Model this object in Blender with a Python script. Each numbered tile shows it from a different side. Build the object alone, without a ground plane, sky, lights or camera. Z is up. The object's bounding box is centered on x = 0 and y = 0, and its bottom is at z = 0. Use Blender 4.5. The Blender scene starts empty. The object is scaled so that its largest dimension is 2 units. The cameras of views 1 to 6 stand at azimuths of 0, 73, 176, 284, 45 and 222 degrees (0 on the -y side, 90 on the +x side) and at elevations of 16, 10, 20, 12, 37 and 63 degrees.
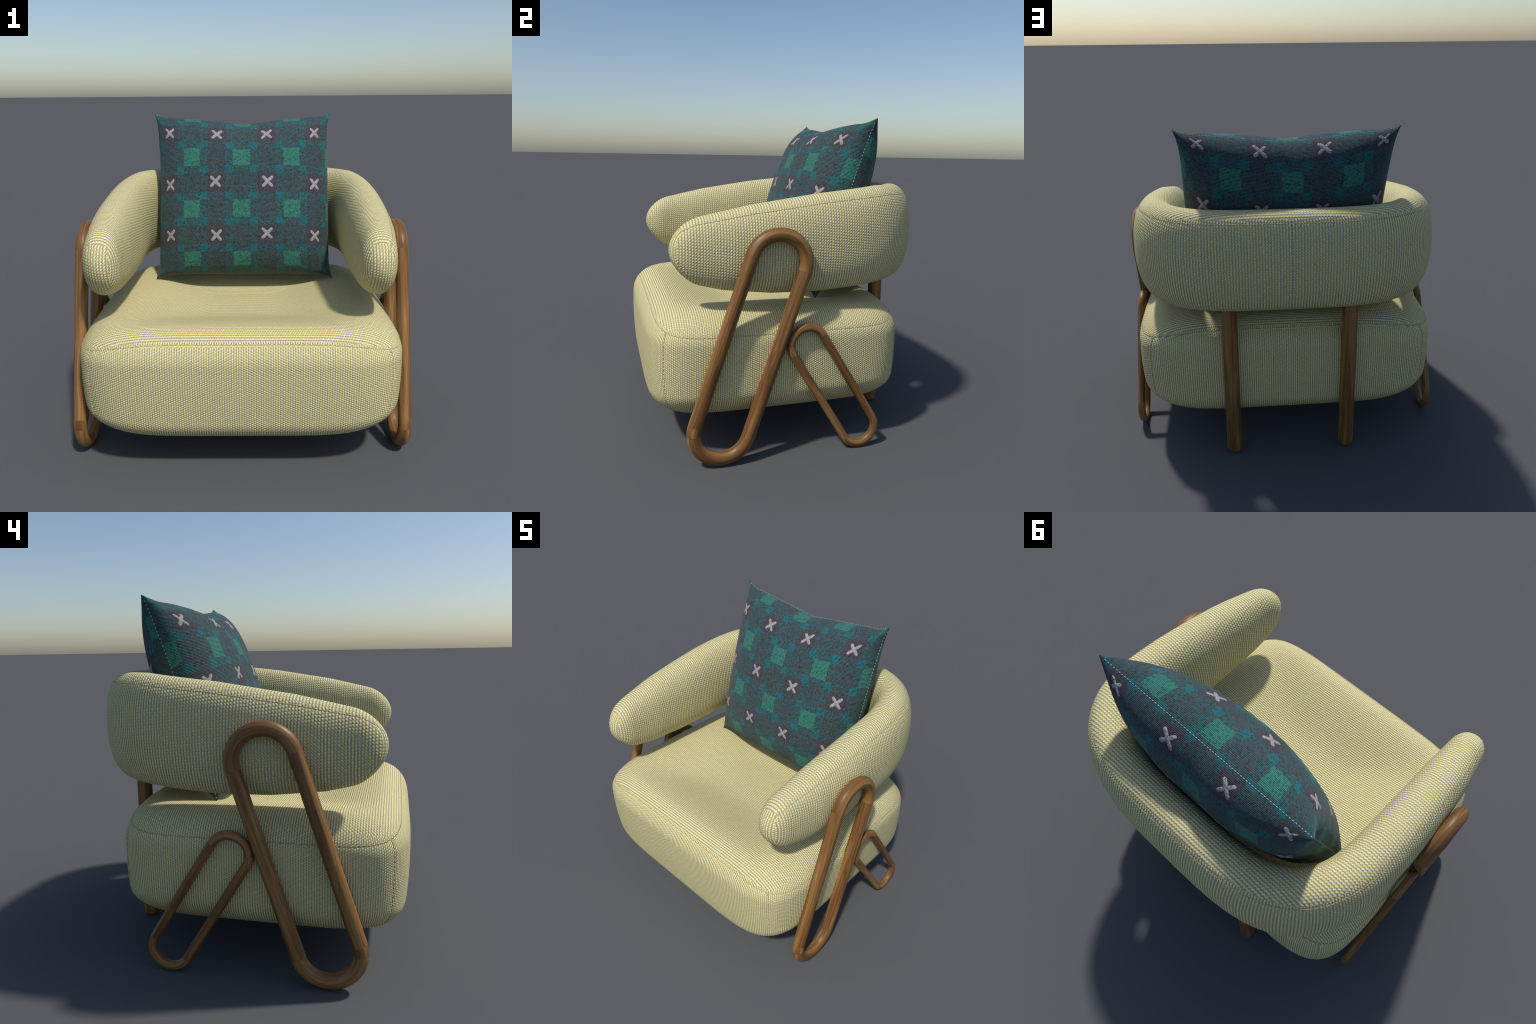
import bpy, math
import numpy as np
from mathutils import Matrix, Vector

# ------------------------------------------------------------------ helpers
def new_mesh(name, verts, faces, material, parent=None, smooth=True, matrix=None, kind=None):
    me = bpy.data.meshes.new(name)
    me.from_pydata([tuple(map(float, v)) for v in verts], [], [tuple(map(int, f)) for f in faces])
    me.validate()
    me.update()
    if smooth:
        me.polygons.foreach_set("use_smooth", [True] * len(me.polygons))
    me.materials.append(material)
    ob = bpy.data.objects.new(name, me)
    bpy.context.scene.collection.objects.link(ob)
    if matrix is not None:
        ob.matrix_world = matrix
    if parent is not None:
        attach(ob, parent)
    if kind:
        ob["kind"] = kind
    return ob

def attach(ob, parent):
    bpy.context.view_layer.update()
    w = ob.matrix_world.copy()
    ob.parent = parent
    ob.matrix_parent_inverse = parent.matrix_world.inverted()
    ob.matrix_world = w

def empty(name, loc=(0, 0, 0), parent=None):
    e = bpy.data.objects.new(name, None)
    e.empty_display_size = 0.1
    e.location = loc
    bpy.context.scene.collection.objects.link(e)
    bpy.context.view_layer.update()
    if parent is not None:
        attach(e, parent)
    return e

def spow(v, p):
    return np.sign(v) * np.abs(v) ** p

def smoothstep(a, b, x):
    t = np.clip((x - a) / (b - a), 0, 1)
    return t * t * (3 - 2 * t)

def grid_faces(nu, nv, wrap_u=False, wrap_v=False):
    """quads over an index grid i*nv+j"""
    out = []
    for i in range(nu if wrap_u else nu - 1):
        i2 = (i + 1) % nu
        for j in range(nv if wrap_v else nv - 1):
            j2 = (j + 1) % nv
            out.append((i * nv + j, i2 * nv + j, i2 * nv + j2, i * nv + j2))
    return out

# ------------------------------------------------------------------ node helpers
class Nodes:
    def __init__(self, name):
        self.mat = bpy.data.materials.new(name)
        self.mat.use_nodes = True
        self.t = self.mat.node_tree
        self.t.nodes.clear()
        self.out = self.t.nodes.new("ShaderNodeOutputMaterial")
        self.bsdf = self.t.nodes.new("ShaderNodeBsdfPrincipled")
        self.t.links.new(self.bsdf.outputs[0], self.out.inputs[0])

    def node(self, kind, **props):
        n = self.t.nodes.new(kind)
        for k, v in props.items():
            setattr(n, k, v)
        return n

    def put(self, sock, v):
        if isinstance(v, bpy.types.NodeSocket):
            self.t.links.new(v, sock)
        else:
            sock.default_value = v

    def math(self, op, a, b=None, c=None, clamp=False):
        n = self.node("ShaderNodeMath", operation=op, use_clamp=clamp)
        self.put(n.inputs[0], a)
        if b is not None:
            self.put(n.inputs[1], b)
        if c is not None:
            self.put(n.inputs[2], c)
        return n.outputs[0]

    def mix(self, f, a, b, blend="MIX"):
        n = self.node("ShaderNodeMix", data_type="RGBA", blend_type=blend)
        self.put(n.inputs[0], f)
        self.put(n.inputs[6], a if isinstance(a, bpy.types.NodeSocket) else (*a, 1))
        self.put(n.inputs[7], b if isinstance(b, bpy.types.NodeSocket) else (*b, 1))
        return n.outputs[2]

    def mixf(self, f, a, b):
        n = self.node("ShaderNodeMix", data_type="FLOAT")
        self.put(n.inputs[0], f)
        self.put(n.inputs[2], a)
        self.put(n.inputs[3], b)
        return n.outputs[0]

    def combine(self, x, y, z):
        n = self.node("ShaderNodeCombineXYZ")
        for s, v in zip(n.inputs, (x, y, z)):
            self.put(s, v)
        return n.outputs[0]

    def noise(self, vec, scale, detail=2.0, rough=0.5):
        n = self.node("ShaderNodeTexNoise")
        self.put(n.inputs["Vector"], vec)
        n.inputs["Scale"].default_value = scale
        n.inputs["Detail"].default_value = detail
        n.inputs["Roughness"].default_value = rough
        return n.outputs[0]

    def white(self, vec):
        n = self.node("ShaderNodeTexWhiteNoise", noise_dimensions="3D")
        self.put(n.inputs["Vector"], vec)
        return n.outputs[0]

    def step(self, x, lo, hi):
        n = self.node("ShaderNodeMapRange", interpolation_type="SMOOTHSTEP")
        self.put(n.inputs[0], x)
        n.inputs[1].default_value = lo
        n.inputs[2].default_value = hi
        return n.outputs[0]

    def ramp(self, f, stops):
        n = self.node("ShaderNodeValToRGB")
        self.put(n.inputs[0], f)
        e = n.color_ramp.elements
        while len(e) < len(stops):
            e.new(0.5)
        for el, (p, c) in zip(e, stops):
            el.position = p
            el.color = (*c, 1)
        return n.outputs[0]

    def bump(self, height, distance, strength=1.0):
        n = self.node("ShaderNodeBump")
        n.inputs["Strength"].default_value = strength
        n.inputs["Distance"].default_value = distance
        self.put(n.inputs["Height"], height)
        self.t.links.new(n.outputs[0], self.bsdf.inputs["Normal"])

    def object_xyz(self):
        tc = self.node("ShaderNodeTexCoord")
        s = self.node("ShaderNodeSeparateXYZ")
        self.t.links.new(tc.outputs["Object"], s.inputs[0])
        return s.outputs[0], s.outputs[1], s.outputs[2]

# ------------------------------------------------------------------ materials
YELLOW, GOLD, PALE, GREY = (0.80, 0.70, 0.225), (0.77, 0.55, 0.13), (0.82, 0.76, 0.36), (0.325, 0.315, 0.295)

def upholstery_material(name, pitch, stagger, knot_gap, corner, front_wraps):
    """Two-tone basket weave: yellow yarn that surfaces in slanting knots, column by column, on grey
    yarn. The cloth is cut square to the chair, so each face takes it along the axis it looks down."""
    m = Nodes(name)
    x, y, z = m.object_xyz()
    geo = m.node("ShaderNodeNewGeometry")
    s = m.node("ShaderNodeSeparateXYZ")
    m.t.links.new(geo.outputs["Normal"], s.inputs[0])
    ax, ay, az = (m.math("ABSOLUTE", s.outputs[i]) for i in range(3))
    up = m.math("GREATER_THAN", az, m.math("MAXIMUM", ax, ay))       # looks up or down
    fr = m.math("GREATER_THAN", ay, ax)                              # looks forward or back
    # place along the upright faces: straight runs joined by the rounded corners of the plan
    ccx, ccy, yc, R = corner
    dx = m.math("SUBTRACT", m.math("ABSOLUTE", x), ccx)
    yy = m.math("SUBTRACT", y, yc)
    far = m.math("ABSOLUTE", yy) if front_wraps else yy
    dy = m.math("SUBTRACT", far, ccy)
    turn_u = m.math("ADD", ccy, m.math("MULTIPLY", m.math("ARCTAN2", dy, m.math("MAXIMUM", dx, 1e-4)), R))
    flat_u = m.math("SUBTRACT", ccy + R * math.pi / 2, dx)
    side_u = m.mixf(m.math("GREATER_THAN", dy, 0.0), far, m.mixf(m.math("GREATER_THAN", dx, 0.0), flat_u, turn_u))
    if not front_wraps:                                              # blunt arm ends keep the straight lay
        end = m.math("MULTIPLY", fr, m.math("LESS_THAN", y, 0.0))
        side_u = m.mixf(end, side_u, x)
    u = m.mixf(up, side_u, y)
    v = m.mixf(up, z, x)
    cu = m.math("DIVIDE", u, pitch)
    cv = m.math("DIVIDE", v, pitch * 1.02)
    cv = m.math("ADD", cv, m.math("MULTIPLY", m.noise(m.combine(m.math("MULTIPLY", cu, 0.25), m.math("MULTIPLY", cv, 0.12), up), 1.0, 1.0), 0.9))
    wob = m.noise(m.combine(cu, m.math("MULTIPLY", cv, 0.35), 0.0), 0.9, 2.0)
    bent = m.math("MULTIPLY", m.math("SUBTRACT", wob, 0.5), 0.20)
    column = m.math("FLOOR", m.math("ADD", cu, bent))
    row = m.math("ADD", cv, m.math("MULTIPLY", column, stagger))
    slant = m.math("MULTIPLY", m.math("SINE", m.math("MULTIPLY", row, 2 * math.pi)), 0.085)
    a = m.math("MULTIPLY", m.math("ABSOLUTE", m.math("ADD", m.math("SUBTRACT", m.math("FRACT", m.math("ADD", cu, bent)), 0.5), slant)), 2.0)   # 0 in the yarn, 1 between columns
    b = m.math("MULTIPLY", m.math("ABSOLUTE", m.math("SUBTRACT", m.math("FRACT", row), 0.5)), 2.0)   # 0 mid knot, 1 between knots
    cell = m.combine(column, m.math("FLOOR", row), up)
    rnd = m.white(cell)
    fibre = m.noise(m.combine(m.math("MULTIPLY", cu, 2.0), m.math("MULTIPLY", cv, 2.0), 0.0), 2.0, 2.0)
    edge = m.math("ADD", m.math("ADD", a, m.math("MULTIPLY", m.math("SUBTRACT", fibre, 0.5), 0.28)), m.math("MULTIPLY", m.math("MULTIPLY", b, b), knot_gap))
    yellow = m.ramp(rnd, [(0.0, YELLOW), (0.45, YELLOW), (1.0, PALE)])
    # every second knot shows a golden ply
    turn = m.math("FRACT", m.math("MULTIPLY", m.math("ADD", column, m.math("FLOOR", row)), 0.5))
    ply = m.math("MULTIPLY", m.math("GREATER_THAN", turn, 0.25), m.math("GREATER_THAN", rnd, 0.35))
    spot = m.math("SUBTRACT", 1.0, m.step(m.math("MAXIMUM", m.math("MULTIPLY", a, 1.3), b), 0.35, 0.75))
    yellow = m.mix(m.math("MULTIPLY", m.math("MULTIPLY", ply, spot), 0.8), yellow, GOLD)
    yellow = m.mix(m.math("MULTIPLY", b, 0.22), yellow, (0.46, 0.42, 0.16))
    grey = m.mix(fibre, tuple(c * 0.72 for c in GREY), tuple(c * 1.28 for c in GREY))
    colour = m.mix(m.step(edge, 0.41, 0.69), yellow, grey)
    m.put(m.bsdf.inputs["Base Color"], colour)
    m.bsdf.inputs["Roughness"].default_value = 0.8
    m.bsdf.inputs["Specular IOR Level"].default_value = 0.2
    h = m.math("MULTIPLY", m.math("SUBTRACT", 1.0, m.math("MULTIPLY", a, a)), m.math("SUBTRACT", 1.0, m.math("MULTIPLY", m.math("MULTIPLY", b, b), 0.8)))
    h = m.math("ADD", h, m.math("MULTIPLY", fibre, 0.25))
    m.bump(h, 0.0032, 0.7)
    return m.mat

def wood_material(name, bent):
    """Oiled brown wood, long grain: along local z on a rod, round the bend centre on a bend."""
    m = Nodes(name)
    x, y, z = m.object_xyz()
    if bent:
        rad = m.math("SQRT", m.math("ADD", m.math("MULTIPLY", y, y), m.math("MULTIPLY", z, z)))
        ang = m.math("MULTIPLY", m.math("ARCTAN2", z, y), 0.15)
        p, q, l = rad, x, ang
    else:
        p, q, l = x, y, z
    info = m.node("ShaderNodeObjectInfo")
    off = m.math("MULTIPLY", info.outputs["Random"], 9.0)
    broad = m.noise(m.combine(m.math("ADD", m.math("MULTIPLY", p, 26), off), m.math("MULTIPLY", q, 26), m.math("MULTIPLY", l, 1.3)), 1.0, 1.5)
    fine = m.noise(m.combine(m.math("ADD", m.math("MULTIPLY", p, 150), off), m.math("MULTIPLY", q, 150), m.math("MULTIPLY", l, 4.0)), 1.0, 3.0, 0.6)
    rings = m.math("FRACT", m.math("MULTIPLY", broad, 5.0))
    f = m.math("ADD", m.math("MULTIPLY", m.step(broad, 0.25, 0.75), 0.45), m.math("ADD", m.math("MULTIPLY", m.step(fine, 0.2, 0.8), 0.30), m.math("MULTIPLY", rings, 0.25)))
    colour = m.ramp(f, [(0.18, (0.105, 0.047, 0.014)), (0.42, (0.185, 0.086, 0.024)), (0.62, (0.255, 0.125, 0.036)), (0.88, (0.36, 0.205, 0.075))])
    m.put(m.bsdf.inputs["Base Color"], colour)
    m.put(m.bsdf.inputs["Roughness"], m.mixf(fine, 0.38, 0.52))
    m.bsdf.inputs["Specular IOR Level"].default_value = 0.4
    m.bump(f, 0.0015, 0.35)
    return m.mat

PP_U, PP_V = 0.338, 0.347          # repeat of the plaid, measured along the cloth
KU, KV = 0.0085, 0.0075            # one knit stitch

def pillow_material(name, phase_u, phase_v, cloth_w, cloth_h):
    """Knitted plaid: green, teal and plum bands crossing, on slate yarn, in horizontal knit rows.
    Generated coordinates run over the flat cut cloth (the basis shape), so the pattern follows the stuffing."""
    m = Nodes(name)
    tc = m.node("ShaderNodeTexCoord")
    sp = m.node("ShaderNodeSeparateXYZ")
    m.t.links.new(tc.outputs["Generated"], sp.inputs[0])
    u0 = m.math("MULTIPLY", m.math("SUBTRACT", sp.outputs[0], 0.5), cloth_w)
    v0 = m.math("MULTIPLY", m.math("SUBTRACT", sp.outputs[1], 0.5), cloth_h)
    row = m.math("DIVIDE", v0, KV)
    st = m.math("ADD", m.math("DIVIDE", u0, KU), m.math("MULTIPLY", m.math("FLOOR", row), 0.5))
    cell = m.combine(m.math("FLOOR", st), m.math("FLOOR", row), 0.0)
    def draw(k):
        return m.white(m.combine(m.math("FLOOR", st), m.math("FLOOR", row), k))
    r1, r2, r3 = draw(0.0), draw(3.0), draw(7.0)
    jag = m.math("MULTIPLY", m.math("SUBTRACT", draw(11.0), 0.5), 0.007)
    def band(s, ph, j, PP):
        w = m.math("DIVIDE", m.math("ADD", m.math("SUBTRACT", s, ph), j), PP)
        return m.math("ABSOLUTE", m.math("SUBTRACT", m.math("FRACT", m.math("ADD", w, 0.5)), 0.5))   # 0 green line .. 0.5 cross line
    du, dv = band(u0, phase_u, jag, PP_U), band(v0, phase_v, 0.0, PP_V)
    def zone(d):
        g = m.math("LESS_THAN", d, 0.170)
        p = m.math("GREATER_THAN", d, 0.318)
        t = m.math("SUBTRACT", 1.0, m.math("ADD", g, p))
        return g, t, p
    gu, tu, pu = zone(du)
    gv, tv, pv = zone(dv)
    GREEN, TEAL, PLUM, ASH = (0.043, 0.215, 0.160), (0.020, 0.155, 0.175), (0.074, 0.060, 0.072), (0.064, 0.068, 0.077)
    pick = lambda g, t, p: m.mix(g, m.mix(t, (0.054, 0.080, 0.088), (0.027, 0.125, 0.138)), (0.034, 0.110, 0.104))
    strand = m.mix(m.math("GREATER_THAN", r2, 0.5), pick(gu, tu, pu), pick(gv, tv, pv))
    col = m.mix(m.math("GREATER_THAN", r1, 0.40), ASH, strand)
    col = m.mix(m.math("MULTIPLY", gu, gv), col, m.mix(m.math("MULTIPLY", r1, 0.35), GREEN, (0.03, 0.14, 0.115)))
    col = m.mix(m.math("MULTIPLY", tu, tv), col, m.mix(m.math("MULTIPLY", r1, 0.4), TEAL, (0.02, 0.10, 0.12)))
    col = m.mix(m.math("MULTIPLY", m.math("MULTIPLY", pu, pv), 0.75), col, PLUM)
    a = m.math("MULTIPLY", m.math("ABSOLUTE", m.math("SUBTRACT", m.math("FRACT", row), 0.5)), 2.0)
    b = m.math("MULTIPLY", m.math("ABSOLUTE", m.math("SUBTRACT", m.math("FRACT", st), 0.5)), 2.0)
    gap = m.math("MULTIPLY", m.step(a, 0.45, 0.95), m.math("ADD", 0.35, m.math("MULTIPLY", m.step(b, 0.1, 0.7), 0.65)))
    hole = m.math("MULTIPLY", m.math("GREATER_THAN", r3, 0.78), m.step(a, 0.1, 0.7))
    col = m.mix(m.math("MULTIPLY", m.math("MAXIMUM", gap, hole), 0.88), col, (0.010, 0.016, 0.018))
    m.put(m.bsdf.inputs["Base Color"], col)
    m.bsdf.inputs["Roughness"].default_value = 0.85
    m.bsdf.inputs["Specular IOR Level"].default_value = 0.15
    m.bsdf.inputs["Sheen Weight"].default_value = 0.08
    h = m.math("MULTIPLY", m.math("SUBTRACT", 1.0, m.math("MULTIPLY", a, a)), m.math("SUBTRACT", 1.0, m.math("MULTIPLY", m.math("MULTIPLY", b, b), 0.5)))
    m.bump(h, 0.0022, 0.7)
    return m.mat

def cross_material():
    """pale yarn worked into the knit rows: dark dashes show between the rows"""
    m = Nodes("pale_grey_cross_yarn")
    x, y, z = m.object_xyz()
    row = m.math("DIVIDE", y, KV)
    a = m.math("MULTIPLY", m.math("ABSOLUTE", m.math("SUBTRACT", m.math("FRACT", row), 0.5)), 2.0)
    r = m.white(m.combine(m.math("FLOOR", m.math("DIVIDE", x, KU * 0.8)), m.math("FLOOR", row), 0.0))
    n = m.noise(m.combine(x, y, z), 220, 2.0)
    gap = m.math("MULTIPLY", m.step(a, 0.15, 0.75), m.math("ADD", 0.25, m.math("MULTIPLY", m.step(r, 0.2, 0.7), 0.75)))
    col = m.mix(n, (0.31, 0.29, 0.295), (0.45, 0.425, 0.43))
    m.put(m.bsdf.inputs["Base Color"], m.mix(m.math("MULTIPLY", gap, 0.8), col, (0.10, 0.10, 0.105)))
    m.bsdf.inputs["Roughness"].default_value = 0.85
    m.bsdf.inputs["Specular IOR Level"].default_value = 0.15
    m.bump(a, 0.002, -0.5)
    return m.mat

def thread_material(name, colour, dark, scale):
    m = Nodes(name)
    tc = m.node("ShaderNodeTexCoord")
    n = m.noise(tc.outputs["Object"], scale, 2.0)
    f = m.step(n, 0.35, 0.65)
    m.put(m.bsdf.inputs["Base Color"], m.mix(f, dark, colour))
    m.bsdf.inputs["Roughness"].default_value = 0.85
    m.bsdf.inputs["Specular IOR Level"].default_value = 0.15
    m.bump(n, 0.002, 0.5)
    return m.mat

FRONT_U, FRONT_V, BACK_U, BACK_V = -0.010, 0.232, -0.025, 0.392   # where a green square sits on each panel
SEAT_CLOTH = upholstery_material("woven_seat_cloth", 0.0132, 0.5, 0.08, (0.66, 0.52, -0.0925, 0.27), True)
BOLSTER_CLOTH = upholstery_material("woven_bolster_cloth", 0.0158, 0.12, 0.14, (0.42, 0.36, 0.0, 0.47), False)
WOOD_ROD = wood_material("brown_wood_long_grain", False)
WOOD_BEND = wood_material("brown_wood_bent_grain", True)
SEAM_THREAD = thread_material("tan_seam_thread", (0.62, 0.47, 0.27), (0.34, 0.24, 0.14), 160)
CROSS_YARN = cross_material()
EDGE_THREAD = thread_material("pale_edge_thread", (0.36, 0.42, 0.42), (0.16, 0.22, 0.22), 200)

chair = empty("armchair")
chair["label"] = "low round yellow woven armchair with paperclip wooden side frames"
chair["category"] = "armchair"

# ------------------------------------------------------------------ seat
SEAT = dict(a=0.938, yc=-0.0925, b=0.7965, zb=0.213, m=6.2, dish=0.771)

def seat_outline(th):
    """plan outline: a squared-off oval"""
    c, s = np.cos(th), np.sin(th)
    r = 1 / (np.abs(c) ** SEAT["m"] + np.abs(s) ** SEAT["m"]) ** (1 / SEAT["m"])
    return c * r, s * r

def seat_front(X, Y):
    return np.clip(-Y, 0, 1) ** 4 * (1 - np.abs(X) ** 5)

def seat_back(X, Y):
    return np.clip(Y, 0, 1) ** 4 * (1 - np.abs(X) ** 5)

def seat_levels(X, Y):
    f, k = seat_front(X, Y), seat_back(X, Y)
    e = np.maximum(f, k)
    rim = 0.869 - 0.002 * e - 0.014 * np.abs(X * Y) ** 5 - 0.012 * np.clip(Y, 0, 1) * np.abs(X) ** 3
    Rh = 0.20 - 0.01 * e
    Rv = 0.185 - 0.01 * e
    seam = 0.738 + 0.070 * e
    return rim, Rh, Rv, seam

def seat_profile(X, Y):
    """columns of (inset, z) from the middle of the underside up the side to the middle of the top"""
    rim, Rh, Rv, seam = seat_levels(X, Y)
    ends = np.maximum(seat_front(X, Y), seat_back(X, Y))
    Rb = 0.190 - 0.055 * ends
    zb = SEAT["zb"] + 0.006 * (1 - ends)
    ins, z = [], []
    flat = 1 - np.linspace(0, 1, 26)[:-1] ** 0.8
    for q in flat:                                   # underside, slightly sagging
        ins.append(Rb * 1.25 + q * (0.85 - Rb * 1.25) + 0 * X)
        z.append(zb - 0.012 * q + 0 * X)
    for w in np.linspace(0, math.pi / 2, 26)[:-1]:   # lower edge
        ins.append(Rb * 1.25 * (1 - math.sin(w)) + 0 * X)
        z.append(zb + Rb * (1 - math.cos(w)) + 0 * X)
    z0, z1 = zb + Rb, rim - Rv
    for q in np.linspace(0, 1, 40)[:-1]:             # side
        ins.append(0 * X)
        z.append(z0 + (z1 - z0) * q)
    for w in np.linspace(0, math.pi / 2, 50)[:-1]:   # upper edge
        ins.append(Rh * (1 - math.cos(w)))
        z.append(z1 + Rv * math.sin(w))
    for q in np.linspace(0, 1, 50):                  # dished top
        ins.append(Rh + q * (0.85 - Rh))
        z.append(rim + (SEAT["dish"] - rim) * smoothstep(-0.02, 0.74, q))
    return np.array(ins), np.array(z)

def seat_points(th):
    X, Y = seat_outline(th)
    ins, z = seat_profile(X, Y)
    # a soft belly on the upright faces
    belly = 0.020 * np.clip(1 - ((z - 0.58) / 0.33) ** 2, -1, 1) - 0.020
    k = 1 - np.clip(ins, 0, 0.85) / 0.85
    x = X * (SEAT["a"] * k + belly * (ins < 0.3) * np.exp(-(ins / 0.1) ** 2))
    y = SEAT["yc"] + Y * (SEAT["b"] * k + belly * (ins < 0.3) * np.exp(-(ins / 0.1) ** 2))
    return np.stack([x, y, z], -1)                   # profile x angle x 3

def spread_angles(n):
    """angles spaced evenly along the outline"""
    t = np.linspace(0, 2 * math.pi, 4001)
    X, Y = seat_outline(t)
    s = np.concatenate([[0], np.cumsum(np.hypot(np.diff(X * SEAT["a"]), np.diff(Y * SEAT["b"])))])
    return np.interp(np.linspace(0, s[-1], n, endpoint=False), s, t)

CORNERS = [math.pi / 4 + i * math.pi / 2 for i in range(4)]
TH = spread_angles(560)
P = seat_points(TH)
X, Y = seat_outline(TH)
rim, Rh, Rv, seam = seat_levels(X, Y)
z = P[..., 2]
outer = np.arange(P.shape[0])[:, None] > 25
above = (z > 0.5)
d_top = (z - seam[None, :])
dep = 0.0020 * np.exp(-(d_top / 0.006) ** 2)
dc = np.min([np.abs((TH - c + math.pi) % (2 * math.pi) - math.pi) for c in CORNERS], axis=0) * 1.05
dep = np.maximum(dep, 0.0020 * np.exp(-(dc[None, :] / 0.009) ** 2) * (z < seam[None, :]) * (z > 0.24))
onside = (np.arange(P.shape[0]) > 30) & (np.arange(P.shape[0]) < 142)
dep = dep * onside[:, None]
c0 = np.array([0, SEAT["yc"], 0.55])
inward = c0 - P
inward /= np.linalg.norm(inward, axis=-1)[..., None]
P = P + inward * dep[..., None]
seat = new_mesh("seat_cushion", P.reshape(-1, 3), grid_faces(P.shape[0], P.shape[1], wrap_v=True), SEAT_CLOTH, chair)

def weld(ob, dist=1e-5):
    import bmesh
    bm = bmesh.new()
    bm.from_mesh(ob.data)
    bmesh.ops.remove_doubles(bm, verts=bm.verts, dist=dist)
    bmesh.ops.recalc_face_normals(bm, faces=bm.faces)
    bm.to_mesh(ob.data)
    bm.free()
    ob.data.polygons.foreach_set("use_smooth", [True] * len(ob.data.polygons))
weld(seat)

def on_seat(th, level):
    """points of the seat surface at the given heights"""
    Q = seat_points(np.asarray(th))
    out = []
    for i, lv in enumerate(level):
        zz = Q[25:150, i, 2]
        out.append([np.interp(lv, zz, Q[25:150, i, c]) for c in (0, 1)] + [lv])
    return np.array(out)

def capsule_chain(curve, normals, name, mat, parent, pitch, length, radius, lift, tilt=0.0, matrix=None, loop=False):
    """short thread stitches laid along a sewn line, joined into one mesh"""
    curve, normals = np.asarray(curve), np.asarray(normals)
    seg = np.linalg.norm(np.diff(curve, axis=0), axis=1)
    s = np.concatenate([[0], np.cumsum(seg)])
    k = int(s[-1] / pitch)
    V, F = [], []
    prof = [(-0.5, 0.0), (-0.46, 0.6), (-0.25, 1.0), (0.25, 1.0), (0.46, 0.6), (0.5, 0.0)]
    R = 6
    for i in range(k):
        si = (i + 0.5) * pitch
        at = lambda q: np.array([np.interp(q, s, curve[:, c]) for c in range(3)])
        p = at(si)
        t = at(min(si + 0.003, s[-1])) - at(max(si - 0.003, 0))
        t /= np.linalg.norm(t) + 1e-12
        n = np.array([np.interp(si, s, normals[:, c]) for c in range(3)])
        n -= t * (n @ t)
        n /= np.linalg.norm(n)
        b = np.cross(n, t)
        ang = tilt * (1 if i % 2 else -1)
        t2 = t * math.cos(ang) + b * math.sin(ang)
        b2 = np.cross(n, t2)
        base = len(V)
        for (l, r) in prof:
            for a in range(R):
                w = 2 * math.pi * a / R
                V.append(p + n * lift + t2 * l * length + (b2 * math.cos(w) + n * math.sin(w) * 0.8) * r * radius)
        for a_ in range(len(prof) - 1):
            for c in range(R):
                F.append((base + a_ * R + c, base + a_ * R + (c + 1) % R, base + (a_ + 1) * R + (c + 1) % R, base + (a_ + 1) * R + c))
    return new_mesh(name, V, F, mat, parent, matrix=matrix, kind="stuff")

th = spread_angles(900)
th = np.append(th, th[0] + 2 * math.pi)
cp = on_seat(th, seat_levels(*seat_outline(th))[3])
capsule_chain(cp, (cp - c0), "seam_stitch", SEAM_THREAD, seat, 0.0115, 0.0130, 0.0024, -0.0008, 0.55)
for c in CORNERS:
    top = float(seat_levels(*seat_outline(np.array([c])))[3][0])
    lv = np.linspace(0.25, top, 140)
    cp = on_seat(np.full(140, c), lv)
    capsule_chain(cp, cp - c0, "seam_stitch", SEAM_THREAD, seat, 0.0115, 0.0130, 0.0024, -0.0008, 0.55)

# ------------------------------------------------------------------ wrap-round bolster: back and arms in one
BOL = dict(A=0.790, B=0.752, y0=0.0, m=3.6, tip=-0.757, half=0.139)

def bolster_path():
    """plan centreline from the +x arm tip round the back to the -x arm tip"""
    B = BOL
    a = np.linspace(0, math.pi, 1400)
    x = B["A"] * spow(np.cos(a), 2 / B["m"])
    y = B["y0"] + B["B"] * np.abs(np.sin(a)) ** (2 / B["m"])
    ys = np.linspace(B["tip"], 0, 500)[:-1]
    toe = lambda yy: B["A"] - 0.040 * np.clip(-yy / 0.76, 0, 1) ** 2
    px = np.concatenate([toe(ys), x, -toe(ys[::-1])])
    py = np.concatenate([ys, y, ys[::-1]])
    s = np.concatenate([[0], np.cumsum(np.hypot(np.diff(px), np.diff(py)))])
    return px, py, s

px, py, ps = bolster_path()
L = ps[-1]
e1 = np.linspace(0, 1, 60)
tipn = 0.22 * (1 - np.cos(e1 * math.pi / 2))         # dense at the tips
mid = np.linspace(0.22, L - 0.22, 420)[1:-1]
st = np.concatenate([tipn, mid, (L - tipn)[::-1]])
RING = 128
ta = np.linspace(0, 2 * math.pi, RING, endpoint=False)

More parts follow.
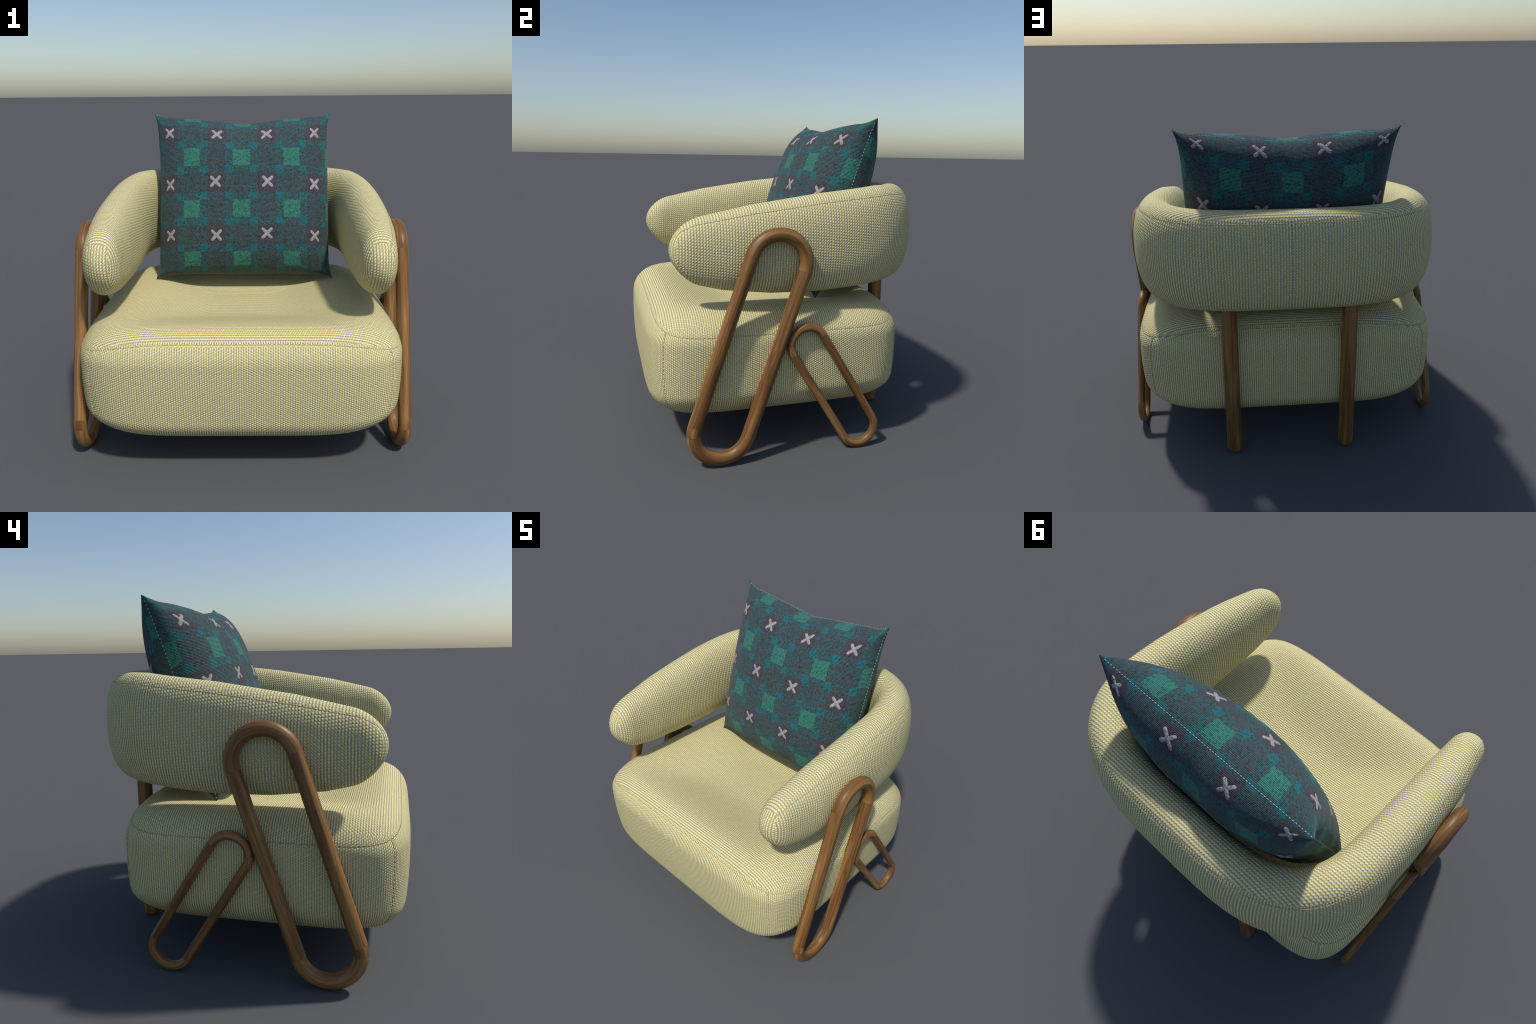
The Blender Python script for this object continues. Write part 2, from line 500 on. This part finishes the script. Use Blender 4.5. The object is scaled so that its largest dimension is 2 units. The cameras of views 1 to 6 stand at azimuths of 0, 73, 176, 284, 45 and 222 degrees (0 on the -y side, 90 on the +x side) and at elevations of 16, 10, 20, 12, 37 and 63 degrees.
def bolster_section(si):
    x, y = np.interp(si, ps, px), np.interp(si, ps, py)
    d = 0.004
    tx = np.interp(min(si + d, L), ps, px) - np.interp(max(si - d, 0), ps, px)
    ty = np.interp(min(si + d, L), ps, py) - np.interp(max(si - d, 0), ps, py)
    q = math.hypot(tx, ty)
    tx, ty = tx / q, ty / q
    nx, ny = ty, -tx                                   # outward
    e = min(si, L - si)                                # distance from the tip
    yy = y
    zt = float(np.interp(yy, [-0.77, -0.6, -0.3, 0.1, 0.5, 0.75], [1.355, 1.392, 1.459, 1.522, 1.566, 1.566]))
    zb = float(np.interp(yy, [-0.77, -0.63, -0.46, -0.18, 0.1, 0.5, 0.75], [1.062, 1.016, 0.977, 0.949, 0.946, 0.972, 0.988]))
    half = float(np.interp(yy, [-0.76, -0.6, -0.4, -0.1], [0.090, 0.106, 0.128, BOL["half"]]))
    zc = (zt + zb) / 2
    hh = (zt - zb) / 2
    k = max(0.0, 1 - e / 0.18)
    fz = max(0.0, 1 - k ** 2.1) ** (1 / 2.0)
    k2 = max(0.0, 1 - e / 0.13)
    fw = max(0.0, 1 - k2 ** 2.1) ** (1 / 2.0)
    zc = zc + (1.21 - zc) * (1 - fz) ** 1.0
    return x, y, nx, ny, zc, hh * fz, half * fw

def bolster_ring(si):
    x, y, nx, ny, zc, hh, hw = bolster_section(si)
    n1 = 2.35
    w = hw * spow(np.cos(ta), 2 / n1)
    z = hh * spow(np.sin(ta), 2 / n1)
    return np.column_stack([x + nx * w, y + ny * w, zc + z])

SEAM_J = int(round(RING * 0.145))
V = []
for si in st:
    r = bolster_ring(si)
    c = r.mean(0)
    inward = c - r
    ln = np.linalg.norm(inward, axis=1)[:, None] + 1e-9
    j = np.arange(RING)
    dep = 0.0022 * np.exp(-((j - SEAM_J) / 0.8) ** 2)[:, None]
    V.append(r + inward / ln * np.minimum(dep, ln * 0.3))
V = np.vstack(V)
F = grid_faces(len(st), RING, wrap_v=True)
bol = new_mesh("backrest_bolster", V, F, BOLSTER_CLOTH, chair)
weld(bol)
cur, nor = [], []
for si in np.linspace(0.02, L - 0.02, 900):
    r = bolster_ring(si)
    cur.append(r[SEAM_J])
    nor.append(r[SEAM_J] - r.mean(0))
capsule_chain(cur, nor, "seam_stitch", SEAM_THREAD, bol, 0.0125, 0.0125, 0.0019, -0.0006, 0.45)

# ------------------------------------------------------------------ bentwood loops and legs
def rod(name, p, q, r, parent, mat, rounded=(False, False), seg=36):
    p, q = np.array(p, float), np.array(q, float)
    d = q - p
    ln = np.linalg.norm(d)
    prof = []
    if rounded[0]:
        rr = 0.6 * r
        prof += [(0, 0)] + [(r - rr + rr * math.sin(a), rr - rr * math.cos(a)) for a in np.linspace(0, math.pi / 2, 9)]
    else:
        prof += [(r, 0)]
    prof += [(r, z) for z in np.linspace(0, ln, 14)[1:-1]]
    prof += [(r, ln)]
    if not rounded[1] and rounded[0]:
        prof += [(0, ln)]
    V, F = [], []
    for rad, z in prof:
        for a in range(seg):
            w = 2 * math.pi * a / seg
            V.append((rad * math.cos(w), rad * math.sin(w), z))
    F = [(f[0], f[3], f[2], f[1]) for f in grid_faces(len(prof), seg, wrap_v=True)]
    quat = Vector((0, 0, 1)).rotation_difference(Vector(d))
    mtx = Matrix.Translation(Vector(p)) @ quat.to_matrix().to_4x4()
    ob = new_mesh(name, V, F, mat, parent, matrix=mtx)
    weld(ob)
    return ob

def bend(name, centre, R, r, a0, a1, parent, mat, seg=36, steps=40):
    V = []
    for i in range(steps + 1):
        a = a0 + (a1 - a0) * i / steps
        for k in range(seg):
            w = 2 * math.pi * k / seg
            rad = R + r * math.cos(w)
            V.append((r * math.sin(w), rad * math.cos(a), rad * math.sin(a)))
    F = grid_faces(steps + 1, seg, wrap_v=True)
    return new_mesh(name, V, F, mat, parent, matrix=Matrix.Translation(Vector(centre)))

def loop(name, x, top, bottom, R, r, parent):
    """paperclip loop: two straight rods and two half-round bends"""
    e = empty(name, (x, bottom[0], 0), parent)
    d = np.array(top) - np.array(bottom)
    d /= np.linalg.norm(d)
    ang = math.atan2(d[1], d[0])                        # in the y-z plane
    n = np.array([-d[1], d[0]])
    for s in (1, -1):
        p = np.array(bottom) + n * R * s
        q = np.array(top) + n * R * s
        rod("loop_rod", (x, *p), (x, *q), r, e, WOOD_ROD)
    bend("loop_bend", (x, *top), R, r, ang - math.pi / 2, ang + math.pi / 2, e, WOOD_BEND)
    bend("loop_bend", (x, *bottom), R, r, ang + math.pi / 2, ang + 3 * math.pi / 2, e, WOOD_BEND)
    return e

for sx in (1, -1):
    loop("side_frame_loop", sx * 0.9605, (-0.1785, 1.1520), (-0.4990, 0.1995), 0.160, 0.0395, chair)
    loop("rear_brace_loop", sx * 0.9605, (0.0045, 0.6715), (0.3400, 0.1278), 0.1038, 0.0240, chair)
    rod("rear_leg", (sx * 0.352, 0.722, 0.0), (sx * 0.352, 0.722, 1.15), 0.046, chair, WOOD_ROD, rounded=(True, False))

# ------------------------------------------------------------------ throw pillow
tilt = math.atan2(0.377, 1.111)
ta_ = Vector((0, math.sin(tilt), math.cos(tilt)))
na_ = Vector((0, -math.cos(tilt), math.sin(tilt)))
M = Matrix.Identity(4)
for i in range(3):
    M[i][0], M[i][1], M[i][2] = (1, 0, 0)[i], ta_[i], na_[i]
M.translation = Vector((0, 0.3595, 1.4115))
pillow = bpy.data.objects.new("throw_pillow", None)
pillow.empty_display_size = 0.1
bpy.context.scene.collection.objects.link(pillow)
pillow.location = (0, 0.20, 0.86)
pillow["label"] = "square knitted plaid throw pillow in teal green with white crosses"
pillow["category"] = "pillow"

def pillow_point(a, b, side):
    """a, b in -1..1 over the cloth; side +1 front, -1 back, 0 sewn edge"""
    a, b = np.asarray(a, float), np.asarray(b, float)
    W, H = 0.620, 0.592
    x = a * W * (1 - (1 - np.abs(b) ** 10) * 0.050)
    t = b * H * (1 - (1 - np.abs(a) ** 11) * 0.070)
    x = x - 0.018 * np.clip(-a, 0, 1) ** 8 * smoothstep(0.2, 1.0, b)
    # chopped dent in the middle of the top edge
    dent = 0.052 * np.clip(1 - np.abs(a) / 0.75, 0, 1) ** 1.15 * smoothstep(0.1, 1.0, b)
    t = t - dent
    if side >= 0:
        ca, cb, N, p = 2.5, 3.1, 0.252, 0.47
    else:
        ca, cb, N, p = 3.6, 2.9, 0.240, 0.48
    core = np.clip((1 - np.abs(a) ** ca), 0, 1) * np.clip((1 - np.abs(b) ** cb), 0, 1)
    h = N * core ** p * (1 + (0.05 * b if side >= 0 else 0))
    h = h - 0.02 * np.exp(-(a / 0.10) ** 2) * smoothstep(0.35, 0.95, b) * (h / N)
    # gathers that run out of the corners
    d = (1 - np.abs(a)) + (1 - np.abs(b))
    h = h * (1 + 0.06 * np.sin(12 * (np.abs(a) - np.abs(b))) * np.exp(-(d / 0.35) ** 2))
    h = h + 0.004 * np.sin(5 * a + 2 * b + 1) * core
    return np.stack([x, t, h * side], -1)

NG = 170
lin = np.sin(np.linspace(-1, 1, NG) * math.pi / 2)
A_, B_ = np.meshgrid(lin, lin, indexing="ij")
gf = grid_faces(NG, NG)
panels, arc = {}, {}

def arc_of(line):
    s = np.concatenate([[0], np.cumsum(np.linalg.norm(np.diff(line, axis=0), axis=1))])
    return s - s[-1] / 2

for side, nm, ph_u, ph_v in ((1, "pillow_cover_front", FRONT_U, FRONT_V), (-1, "pillow_cover_back", BACK_U, BACK_V)):
    P = pillow_point(A_.ravel(), B_.ravel(), side)
    # the flat cloth: lengths taken along the middle of the stuffed panel
    fine = np.sin(np.linspace(-1, 1, 800) * math.pi / 2)
    su, sv = arc_of(pillow_point(fine, 0 * fine + 0.05, side)), arc_of(pillow_point(0 * fine + 0.35, fine, side))
    arc[side] = (fine, su, sv)
    flat = np.column_stack([np.interp(A_.ravel(), fine, su), np.interp(B_.ravel(), fine, sv), np.zeros(NG * NG)])
    mat = pillow_material("knitted_plaid", ph_u, ph_v, 2 * su[-1], 2 * sv[-1])
    f = gf if side > 0 else [q[::-1] for q in gf]
    ob = new_mesh(nm, flat, f, mat, pillow, matrix=M)
    ob.shape_key_add(name="cut_cloth")
    key = ob.shape_key_add(name="stuffed")
    key.data.foreach_set("co", P.ravel())
    key.value = 1.0
    panels[side] = ob

# dashes along the sewn edge
for k in range(4):
    t = np.linspace(-0.985, 0.985, 300)
    one = np.ones_like(t)
    a, b = ((t, one), (one, t), (t, -one), (-one, t))[k]
    edge = pillow_point(a, b, 0)
    nrm = np.column_stack([a, b, np.zeros_like(a)]) * 1.0
    nrm[:, (0 if k in (0, 2) else 1)] = 0
    capsule_chain(edge, nrm, "edge_stitch", EDGE_THREAD, pillow, (0.0172, 0.021)[k % 2], 0.0105, 0.0028, 0.0005, 0.0, matrix=M)

# woven crosses, raised a little on the knit
def cross(u, v, side):
    fine, su, sv = arc[side]
    V, F = [], []
    for s in (1, -1):
        n_l, n_w, half, wid = 17, 7, 0.051, 0.0120
        ll = np.linspace(-1, 1, n_l)
        ww = np.linspace(-1, 1, n_w)
        LL, WW = np.meshgrid(ll, ww, indexing="ij")
        taper = np.sqrt(np.clip(1 - np.abs(LL) ** 10, 0.05, 1))
        dx, dt = math.cos(math.radians(46)) , math.sin(math.radians(46)) * s
        ox = LL * half * dx - WW * wid * dt * taper
        ot = LL * half * dt + WW * wid * dx * taper
        a = np.clip(np.interp(u + ox.ravel(), su, fine), -0.99, 0.99)
        b = np.clip(np.interp(v + ot.ravel(), sv, fine), -0.99, 0.99)
        e = 1e-3
        P = pillow_point(a, b, side)
        n = np.cross(pillow_point(a + e, b, side) - P, pillow_point(a, b + e, side) - P)
        n = n / np.linalg.norm(n, axis=1)[:, None] * side
        lift = 0.0035 * (1 - WW.ravel() ** 4) * taper.ravel() - 0.0012 + 0.0003 * s
        base = len(V)
        V += list(P + n * lift[:, None])
        for f in grid_faces(n_l, n_w):
            f = [base + i for i in f]
            F.append(f if (s * side > 0) else f[::-1])
    return new_mesh("woven_cross", V, F, CROSS_YARN, panels[side], matrix=M)

rng = np.random.default_rng(5)
for side, pu, pv in ((1, FRONT_U, FRONT_V), (-1, BACK_U, BACK_V)):
    fine, su, sv = arc[side]
    for i in range(-3, 3):
        for j in range(-3, 3):
            u, v = pu + (i + 0.5) * PP_U, pv + (j + 0.5) * PP_V
            if abs(u) < su[-1] - 0.09 and abs(v) < sv[-1] - 0.06:
                cross(u + rng.uniform(-0.006, 0.006), v + rng.uniform(-0.006, 0.006), side)
bpy.context.view_layer.update()
